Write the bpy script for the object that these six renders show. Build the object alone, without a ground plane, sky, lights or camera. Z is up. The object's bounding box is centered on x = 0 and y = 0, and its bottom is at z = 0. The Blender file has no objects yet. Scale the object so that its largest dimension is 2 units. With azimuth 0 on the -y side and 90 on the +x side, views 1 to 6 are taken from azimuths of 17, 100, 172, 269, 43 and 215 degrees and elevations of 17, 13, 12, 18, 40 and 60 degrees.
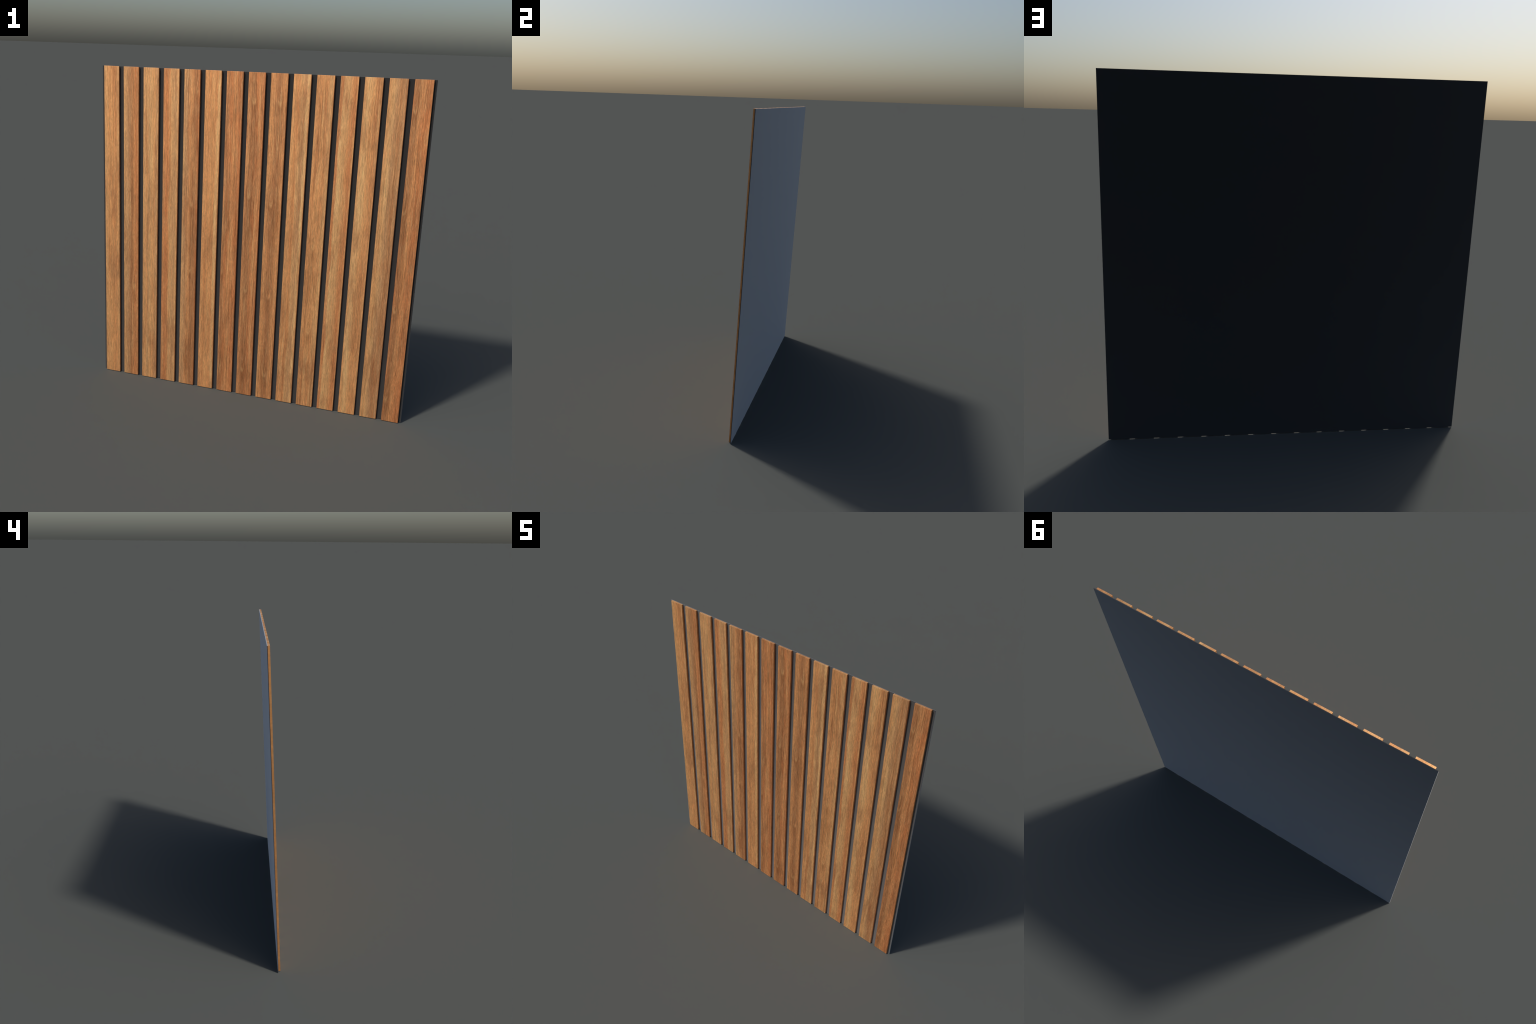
"""A square wall panel: fifteen vertical wooden slats on a thin black backing
board, the whole panel leaning back by a few degrees."""
import math
import bpy
import bmesh
from mathutils import Matrix, Vector

# ------------------------------------------------------------------ sizes (m)
SIDE = 2.0                 # panel is square
COUNT = 15                 # slats
PITCH = SIDE / COUNT
SLAT_WIDTH = PITCH * 0.75
BOARD_DEPTH = 0.0037
SLAT_DEPTH = 0.0125
EDGE = 0.0005              # eased edge of the slats
LEAN = math.asin(0.0945 / SIDE)


# ------------------------------------------------------------------ node help
class Graph:
    """Small wrapper so that a material reads as an expression."""

    def __init__(self, name):
        self.mat = bpy.data.materials.new(name)
        self.mat.use_nodes = True
        self.t = self.mat.node_tree
        self.t.nodes.clear()
        self.out = self.t.nodes.new("ShaderNodeOutputMaterial")
        self.bsdf = self.t.nodes.new("ShaderNodeBsdfPrincipled")
        self.t.links.new(self.bsdf.outputs[0], self.out.inputs[0])

    def put(self, socket, value):
        if isinstance(value, bpy.types.NodeSocket):
            self.t.links.new(value, socket)
        elif value is not None:
            socket.default_value = value

    def math(self, op, a, b=None, c=None, clamp=False):
        n = self.t.nodes.new("ShaderNodeMath")
        n.operation, n.use_clamp = op, clamp
        for s, v in zip(n.inputs, (a, b, c)):
            self.put(s, v)
        return n.outputs[0]

    def object_xyz(self):
        tc = self.t.nodes.new("ShaderNodeTexCoord")
        sep = self.t.nodes.new("ShaderNodeSeparateXYZ")
        self.t.links.new(tc.outputs["Object"], sep.inputs[0])
        return sep.outputs[0], sep.outputs[1], sep.outputs[2]

    def vec(self, x, y, z):
        n = self.t.nodes.new("ShaderNodeCombineXYZ")
        for s, v in zip(n.inputs, (x, y, z)):
            self.put(s, v)
        return n.outputs[0]

    def noise(self, vec, seed, detail=2.0, rough=0.5, scale=1.0, distortion=0.0):
        n = self.t.nodes.new("ShaderNodeTexNoise")
        n.noise_dimensions = "4D"
        self.put(n.inputs["Vector"], vec)
        n.inputs["W"].default_value = seed
        n.inputs["Scale"].default_value = scale
        n.inputs["Detail"].default_value = detail
        n.inputs["Roughness"].default_value = rough
        n.inputs["Distortion"].default_value = distortion
        return n.outputs[0]

    def ramp(self, fac, stops, interpolation="LINEAR"):
        n = self.t.nodes.new("ShaderNodeValToRGB")
        r = n.color_ramp
        r.interpolation = interpolation
        while len(r.elements) < len(stops):
            r.elements.new(0.5)
        for e, (p, c) in zip(r.elements, stops):
            e.position = p
            e.color = (*c, 1.0) if isinstance(c, tuple) else (c, c, c, 1.0)
        self.put(n.inputs[0], fac)
        return n.outputs[0]

    def range(self, v, a, b, c=0.0, d=1.0, smooth=True):
        n = self.t.nodes.new("ShaderNodeMapRange")
        n.interpolation_type = "SMOOTHSTEP" if smooth else "LINEAR"
        for s, x in zip(n.inputs, (v, a, b, c, d)):
            self.put(s, x)
        return n.outputs[0]

    def mix(self, fac, a, b, blend="MIX"):
        n = self.t.nodes.new("ShaderNodeMix")
        n.data_type, n.blend_type = "RGBA", blend
        self.put(n.inputs[0], fac)
        for s, v in ((n.inputs[6], a), (n.inputs[7], b)):
            self.put(s, (*v, 1.0) if isinstance(v, tuple) else v)
        return n.outputs[2]


def srgb(r, g, b):
    f = lambda c: c / 12.92 if c <= 0.04045 else ((c + 0.055) / 1.055) ** 2.4
    return tuple(f(c / 255.0) for c in (r, g, b))


# wood tones: as they look in even light, lifted to the albedo the slats need
LIFT = 1.60
TONES = {k: tuple(min(0.96, LIFT * c) for c in srgb(*v)) for k, v in {
    "straw": (206, 162, 110),
    "tan": (192, 147, 98),
    "honey": (194, 141, 91),
    "orange": (187, 130, 83),
    "rust": (177, 113, 70),
    "grey": (173, 131, 91),
    "umber": (155, 106, 69),
    "brown": (124, 78, 47),
}.items()}

SIDE_TONE = tuple(LIFT * c for c in srgb(178, 126, 78))

# each slat: tone bands across its width (0 left .. 1 right), contrast of the
# dark streaks, knots (across 0..1, height in m, half width m, half height m) and long
# marks in the grain (the same, then tone and strength)
SLATS = [
    dict(bands=[(0, "tan"), (.25, "honey"), (.5, "honey"), (.7, "orange"), (.85, "honey"), (1, "tan")], dark=.45,
         knots=[],
         marks=[(.48, .72, .022, .16, "umber", .55)]),
    dict(bands=[(0, "tan"), (.3, "grey"), (.55, "umber"), (.7, "orange"), (.8, "rust"), (1, "orange")], dark=.8,
         knots=[(.71, .66, .010, .05)],
         marks=[(.58, 1.22, .005, .10, "brown", .7), (.86, 1.30, .007, .22, "rust", .7), (.5, .25, .006, .2, "brown", .4)]),
    dict(bands=[(0, "tan"), (.3, "honey"), (.36, "grey"), (.5, "tan"), (.75, "honey"), (.9, "grey"), (1, "tan")], dark=.45,
         knots=[],
         marks=[(.33, 1.80, .014, .16, "straw", .5), (.53, 1.45, .016, .2, "straw", .5), (.36, .9, .003, .5, "umber", .4)]),
    dict(bands=[(0, "orange"), (.2, "rust"), (.42, "orange"), (.47, "tan"), (.8, "grey"), (.9, "tan"), (1, "honey")], dark=.4,
         knots=[],
         marks=[(.3, 1.0, .008, .5, "rust", .4)]),
    dict(bands=[(0, "tan"), (.2, "grey"), (.5, "orange"), (.7, "umber"), (.85, "umber"), (1, "rust")], dark=.75,
         knots=[(.85, 1.90, .006, .03), (.6, 1.22, .006, .03), (.6, .80, .006, .03)],
         marks=[(.73, 1.07, .016, .16, "brown", .5), (.6, .20, .028, .14, "brown", .45)]),
    dict(bands=[(0, "honey"), (.3, "orange"), (.5, "honey"), (.8, "orange"), (.88, "straw"), (1, "honey")], dark=.4,
         knots=[],
         marks=[(.85, 1.1, .006, .6, "straw", .35)]),
    dict(bands=[(0, "orange"), (.12, "umber"), (.3, "rust"), (.55, "orange"), (.8, "rust"), (1, "rust")], dark=.7,
         knots=[(.1, .85, .006, .05), (.15, .22, .008, .06)],
         marks=[(.25, 1.15, .012, .10, "brown", .5), (.3, .19, .012, .13, "brown", .55)]),
    dict(bands=[(0, "orange"), (.25, "umber"), (.45, "umber"), (.6, "rust"), (.8, "orange"), (1, "rust")], dark=.85,
         knots=[(.38, 1.86, .010, .03), (.3, 1.31, .008, .03), (.35, .72, .010, .03), (.35, .20, .010, .035)],
         marks=[(.45, 1.12, .016, .15, "brown", .5), (.48, .14, .020, .14, "brown", .55)]),
    dict(bands=[(0, "honey"), (.2, "orange"), (.45, "umber"), (.6, "umber"), (.8, "orange"), (1, "orange")], dark=.85,
         knots=[(.6, 1.86, .009, .03), (.35, 1.27, .008, .03), (.5, .70, .010, .03), (.5, .18, .010, .03)],
         marks=[(.62, 1.12, .016, .15, "brown", .5), (.45, .18, .018, .13, "brown", .5)]),
    dict(bands=[(0, "honey"), (.4, "orange"), (.55, "tan"), (.75, "grey"), (.85, "straw"), (1, "honey")], dark=.45,
         knots=[],
         marks=[(.86, 1.75, .007, .16, "straw", .6), (.62, .9, .006, .5, "grey", .45)]),
    dict(bands=[(0, "honey"), (.2, "orange"), (.45, "honey"), (.6, "orange"), (.85, "tan"), (1, "honey")], dark=.75,
         knots=[(.4, 1.05, .008, .04), (.45, .52, .009, .04), (.45, .34, .009, .04)],
         marks=[(.24, 1.58, .016, .10, "umber", .6), (.35, .80, .014, .14, "brown", .5)]),
    dict(bands=[(0, "orange"), (.12, "rust"), (.2, "straw"), (.35, "tan"), (.5, "tan"), (.7, "orange"), (.9, "rust"), (1, "honey")], dark=.5,
         knots=[],
         marks=[(.33, 1.34, .007, .12, "straw", .75), (.12, .72, .005, .12, "straw", .7), (.28, 1.75, .004, .10, "straw", .6), (.12, 1.0, .005, .5, "rust", .5)]),
    dict(bands=[(0, "honey"), (.25, "straw"), (.5, "honey"), (.75, "orange"), (1, "honey")], dark=.4,
         knots=[],
         marks=[(.60, .71, .020, .14, "umber", .5), (.27, 1.25, .016, .1, "straw", .45), (.26, .33, .016, .12, "straw", .4)]),
    dict(bands=[(0, "honey"), (.3, "tan"), (.5, "grey"), (.75, "umber"), (.9, "grey"), (1, "umber")], dark=.6,
         knots=[],
         marks=[(.8, .95, .010, .45, "umber", .5), (.3, 1.45, .012, .2, "straw", .4)]),
    dict(bands=[(0, "rust"), (.12, "umber"), (.3, "umber"), (.4, "orange"), (.7, "rust"), (1, "rust")], dark=.9,
         knots=[(.15, 1.86, .010, .03), (.1, 1.30, .008, .03), (.15, .72, .009, .03), (.15, .17, .010, .035)],
         marks=[(.22, 1.15, .012, .16, "brown", .55), (.27, .20, .012, .15, "brown", .55), (.30, 1.85, .004, .12, "brown", .5)]),
]


def wood(index, spec):
    g = Graph("slat_wood_%s" % chr(97 + index))
    seed = 3.7 * index + 1.3
    x, y, z = g.object_xyz()

    # slow wander of the grain sideways
    wander = g.noise(g.vec(g.math("MULTIPLY", x, 9.0), 0.0, g.math("MULTIPLY", z, 1.6)), seed, 2.0)
    wander = g.math("MULTIPLY_ADD", wander, 0.030, -0.015)
    gx = g.math("ADD", x, wander)

    # knots push the grain apart, with a pale crescent and a dark foot below
    ragged = g.math("SUBTRACT", g.noise(g.vec(g.math("MULTIPLY", x, 190.0), 0.0, g.math("MULTIPLY", z, 45.0)), seed + 10, 2.0), 0.5)
    pale = foot = None
    for across, height, hw, hh in spec["knots"]:
        dx = g.math("DIVIDE", g.math("SUBTRACT", x, (across - 0.5) * SLAT_WIDTH), hw)
        dz = g.math("DIVIDE", g.math("SUBTRACT", z, height), hh)
        dx = g.math("MULTIPLY_ADD", ragged, 1.6, dx)
        r2 = g.math("ADD", g.math("MULTIPLY", dx, dx), g.math("MULTIPLY", dz, dz))
        bell = g.math("EXPONENT", g.math("MULTIPLY", r2, -0.55))
        gx = g.math("MULTIPLY_ADD", g.math("MULTIPLY", bell, dx), -0.62 * hw, gx)
        rim = g.math("SUBTRACT", g.math("SQRT", r2), 1.0)
        rim = g.math("EXPONENT", g.math("MULTIPLY", g.math("MULTIPLY", rim, rim), -7.0))
        rim = g.math("MULTIPLY", rim, g.range(dz, 0.5, -0.7))
        low = g.math("ADD", dz, 1.9)
        f2 = g.math("ADD", g.math("MULTIPLY", dx, dx), g.math("MULTIPLY", g.math("MULTIPLY", low, low), 0.8))
        dark = g.math("EXPONENT", g.math("MULTIPLY", f2, -0.7))
        pale = rim if pale is None else g.math("MAXIMUM", pale, rim)
        foot = dark if foot is None else g.math("MAXIMUM", foot, dark)

    # y hardly matters, so that end grain shows short bars across the slat
    fibre = lambda sx, sz, sy=2.0: g.vec(g.math("MULTIPLY", gx, sx), g.math("MULTIPLY", y, sy), g.math("MULTIPLY", z, sz))
    band_u = g.math("MULTIPLY_ADD", gx, 1.0 / SLAT_WIDTH, 0.5)
    fray = g.noise(fibre(120, 5.0), seed + 20, 2.0)
    band_u = g.math("ADD", band_u, g.math("MULTIPLY_ADD", fray, 0.26, -0.13))
    colour = g.ramp(band_u, [(p, TONES[t]) for p, t in spec["bands"]])

    # long tonal drift along the slat
    drift = g.noise(fibre(15, 3.4), seed + 40, 3.0, 0.6)
    colour = g.mix(g.range(drift, 0.46, 0.70, 0.0, 0.75), colour, TONES["umber"])
    colour = g.mix(g.range(drift, 0.50, 0.30, 0.0, 0.35), colour, TONES["honey"])

    # dark and pale streaks
    streak = g.noise(fibre(120, 2.0), seed + 60, 4.0, 0.62)
    colour = g.mix(g.range(streak, 0.52, 0.68, 0.0, 0.88 * spec["dark"]), colour, TONES["brown"])
    colour = g.mix(g.range(streak, 0.46, 0.28, 0.0, 0.55), colour, TONES["straw"])
    for across, height, hw, hh, tone, strength in spec["marks"]:
        dx = g.math("DIVIDE", g.math("SUBTRACT", gx, (across - 0.5) * SLAT_WIDTH), hw)
        dz = g.math("DIVIDE", g.math("SUBTRACT", z, height), hh)
        r2 = g.math("ADD", g.math("MULTIPLY", dx, dx), g.math("MULTIPLY", dz, dz))
        lens = g.math("EXPONENT", g.math("MULTIPLY", r2, -0.7))
        lens = g.math("MULTIPLY", lens, g.range(fray, 0.30, 0.62, 0.35, 1.0))
        colour = g.mix(g.math("MULTIPLY", lens, min(0.9, 1.3 * strength)), colour, TONES[tone])
    if pale is not None:
        colour = g.mix(g.math("MULTIPLY", foot, 0.60), colour, TONES["brown"])
        colour = g.mix(g.math("MULTIPLY", pale, 0.36), colour, TONES["straw"])

    # long thin pale and dark lines
    line = g.noise(fibre(330, 3.5, 12.0), seed + 65, 2.0, 0.55)
    colour = g.mix(g.range(line, 0.58, 0.70, 0.0, 0.50), colour, TONES["straw"])
    colour = g.mix(g.range(line, 0.42, 0.30, 0.0, 0.60 * spec["dark"]), colour, TONES["brown"])

    # fine fibre: short dashes of light, dark, reddish and olive grain
    tint = g.noise(fibre(190, 11, 12.0), seed + 70, 2.0, 0.6)
    colour = g.mix(g.range(tint, 0.52, 0.70, 0.0, 0.42), colour, TONES["rust"])
    colour = g.mix(g.range(tint, 0.50, 0.32, 0.0, 0.50), colour, TONES["grey"])
    fine = g.noise(fibre(300, 18, 12.0), seed + 80, 3.0, 0.65)
    shade = g.range(fine, 0.30, 0.70, 0.72, 1.30, smooth=False)
    hair = g.noise(fibre(480, 62, 25.0), seed + 90, 2.0, 0.6)
    shade = g.math("MULTIPLY", shade, g.range(hair, 0.30, 0.70, 0.82, 1.18, smooth=False))
    # dark pores: sparse thin dashes
    pore = g.noise(fibre(240, 8, 12.0), seed + 95, 2.0, 0.55)
    shade = g.math("MULTIPLY", shade, g.range(pore, 0.57, 0.68, 1.0, 1.0 - 0.40 * spec["dark"]))
    # sawn sides are a duller, more even brown than the faces
    tc = g.t.nodes.new("ShaderNodeTexCoord")
    sep = g.t.nodes.new("ShaderNodeSeparateXYZ")
    g.t.links.new(tc.outputs["Normal"], sep.inputs[0])
    side = g.range(g.math("ABSOLUTE", sep.outputs[0]), 0.6, 0.9)
    colour = g.mix(g.math("MULTIPLY", side, 0.75), colour, SIDE_TONE)
    end = g.range(g.math("ABSOLUTE", sep.outputs[2]), 0.6, 0.9)
    colour = g.mix(g.math("MULTIPLY", end, 0.35), colour, TONES["tan"])
    calm = g.math("SUBTRACT", 1.0, g.math("MULTIPLY", side, 0.65))
    shade = g.math("MULTIPLY_ADD", g.math("SUBTRACT", shade, 1.0), calm, 1.0)
    grey = g.t.nodes.new("ShaderNodeCombineColor")
    for s in grey.inputs[:3]:
        g.t.links.new(shade, s)
    colour = g.mix(1.0, colour, grey.outputs[0], "MULTIPLY")
    g.put(g.bsdf.inputs["Base Color"], colour)
    # oiled wood: a broad, wood-coloured sheen rather than a white highlight
    g.bsdf.inputs["Metallic"].default_value = 0.68
    g.put(g.bsdf.inputs["Roughness"], g.range(fine, 0.2, 0.8, 0.62, 0.50, smooth=False))
    g.bsdf.inputs["Specular IOR Level"].default_value = 0.3
    return g.mat


def felt():
    g = Graph("black_backing")
    x, y, z = g.object_xyz()
    n = g.noise(g.vec(x, y, z), 5.0, 2.0, 0.5, scale=3.0)
    g.put(g.bsdf.inputs["Base Color"], g.ramp(n, [(.3, (0.0024, 0.0024, 0.0025)), (.7, (0.0034, 0.0033, 0.0032))]))
    g.bsdf.inputs["Roughness"].default_value = 0.9
    g.bsdf.inputs["Specular IOR Level"].default_value = 0.35
    # the nap of the felt catches the sky at grazing angles
    g.bsdf.inputs["Sheen Weight"].default_value = 1.0
    g.bsdf.inputs["Sheen Roughness"].default_value = 0.5
    return g.mat


# ------------------------------------------------------------------ geometry
def box(name, width, depth, height, edge):
    """Box standing on z = 0, centred on x, its back on y = 0."""
    bm = bmesh.new()
    bmesh.ops.create_cube(bm, size=1.0)
    bmesh.ops.scale(bm, vec=(width, depth, height), verts=bm.verts)
    bmesh.ops.translate(bm, vec=(0, -depth / 2, height / 2), verts=bm.verts)
    if edge:
        bmesh.ops.bevel(bm, geom=bm.edges[:], offset=edge, segments=2, profile=0.5, affect="EDGES")
    me = bpy.data.meshes.new(name)
    bm.to_mesh(me)
    bm.free()
    return me


scene = bpy.context.scene
panel = bpy.data.objects.new("slatted_wall_panel", None)
panel["label"] = "square leaning panel of vertical warm wooden slats on black board"
panel["category"] = "wall panel"
scene.collection.objects.link(panel)
# bottom edge of the back stays on the ground; panel is centred over the origin
panel.rotation_euler = (-LEAN, 0, 0)
total = BOARD_DEPTH + SLAT_DEPTH
panel.location = (0, (total * math.cos(LEAN) - SIDE * math.sin(LEAN)) / 2, 0)

board = bpy.data.objects.new("backing_board", box("backing_board", SIDE, BOARD_DEPTH, SIDE, 0.0))
board.data.materials.append(felt())
board.parent = panel
scene.collection.objects.link(board)

first = bpy.data.objects.new("slat", box("slat", SLAT_WIDTH, SLAT_DEPTH, SIDE, EDGE))
for p in first.data.polygons:
    p.use_smooth = False
first.data.materials.append(None)
for i, spec in enumerate(SLATS):
    slat = first if i == 0 else first.copy()
    slat.parent = panel
    slat.location = (-SIDE / 2 + PITCH * (i + 0.5), -BOARD_DEPTH, 0)
    scene.collection.objects.link(slat)
    slat.material_slots[0].link = "OBJECT"
    slat.material_slots[0].material = wood(i, spec)
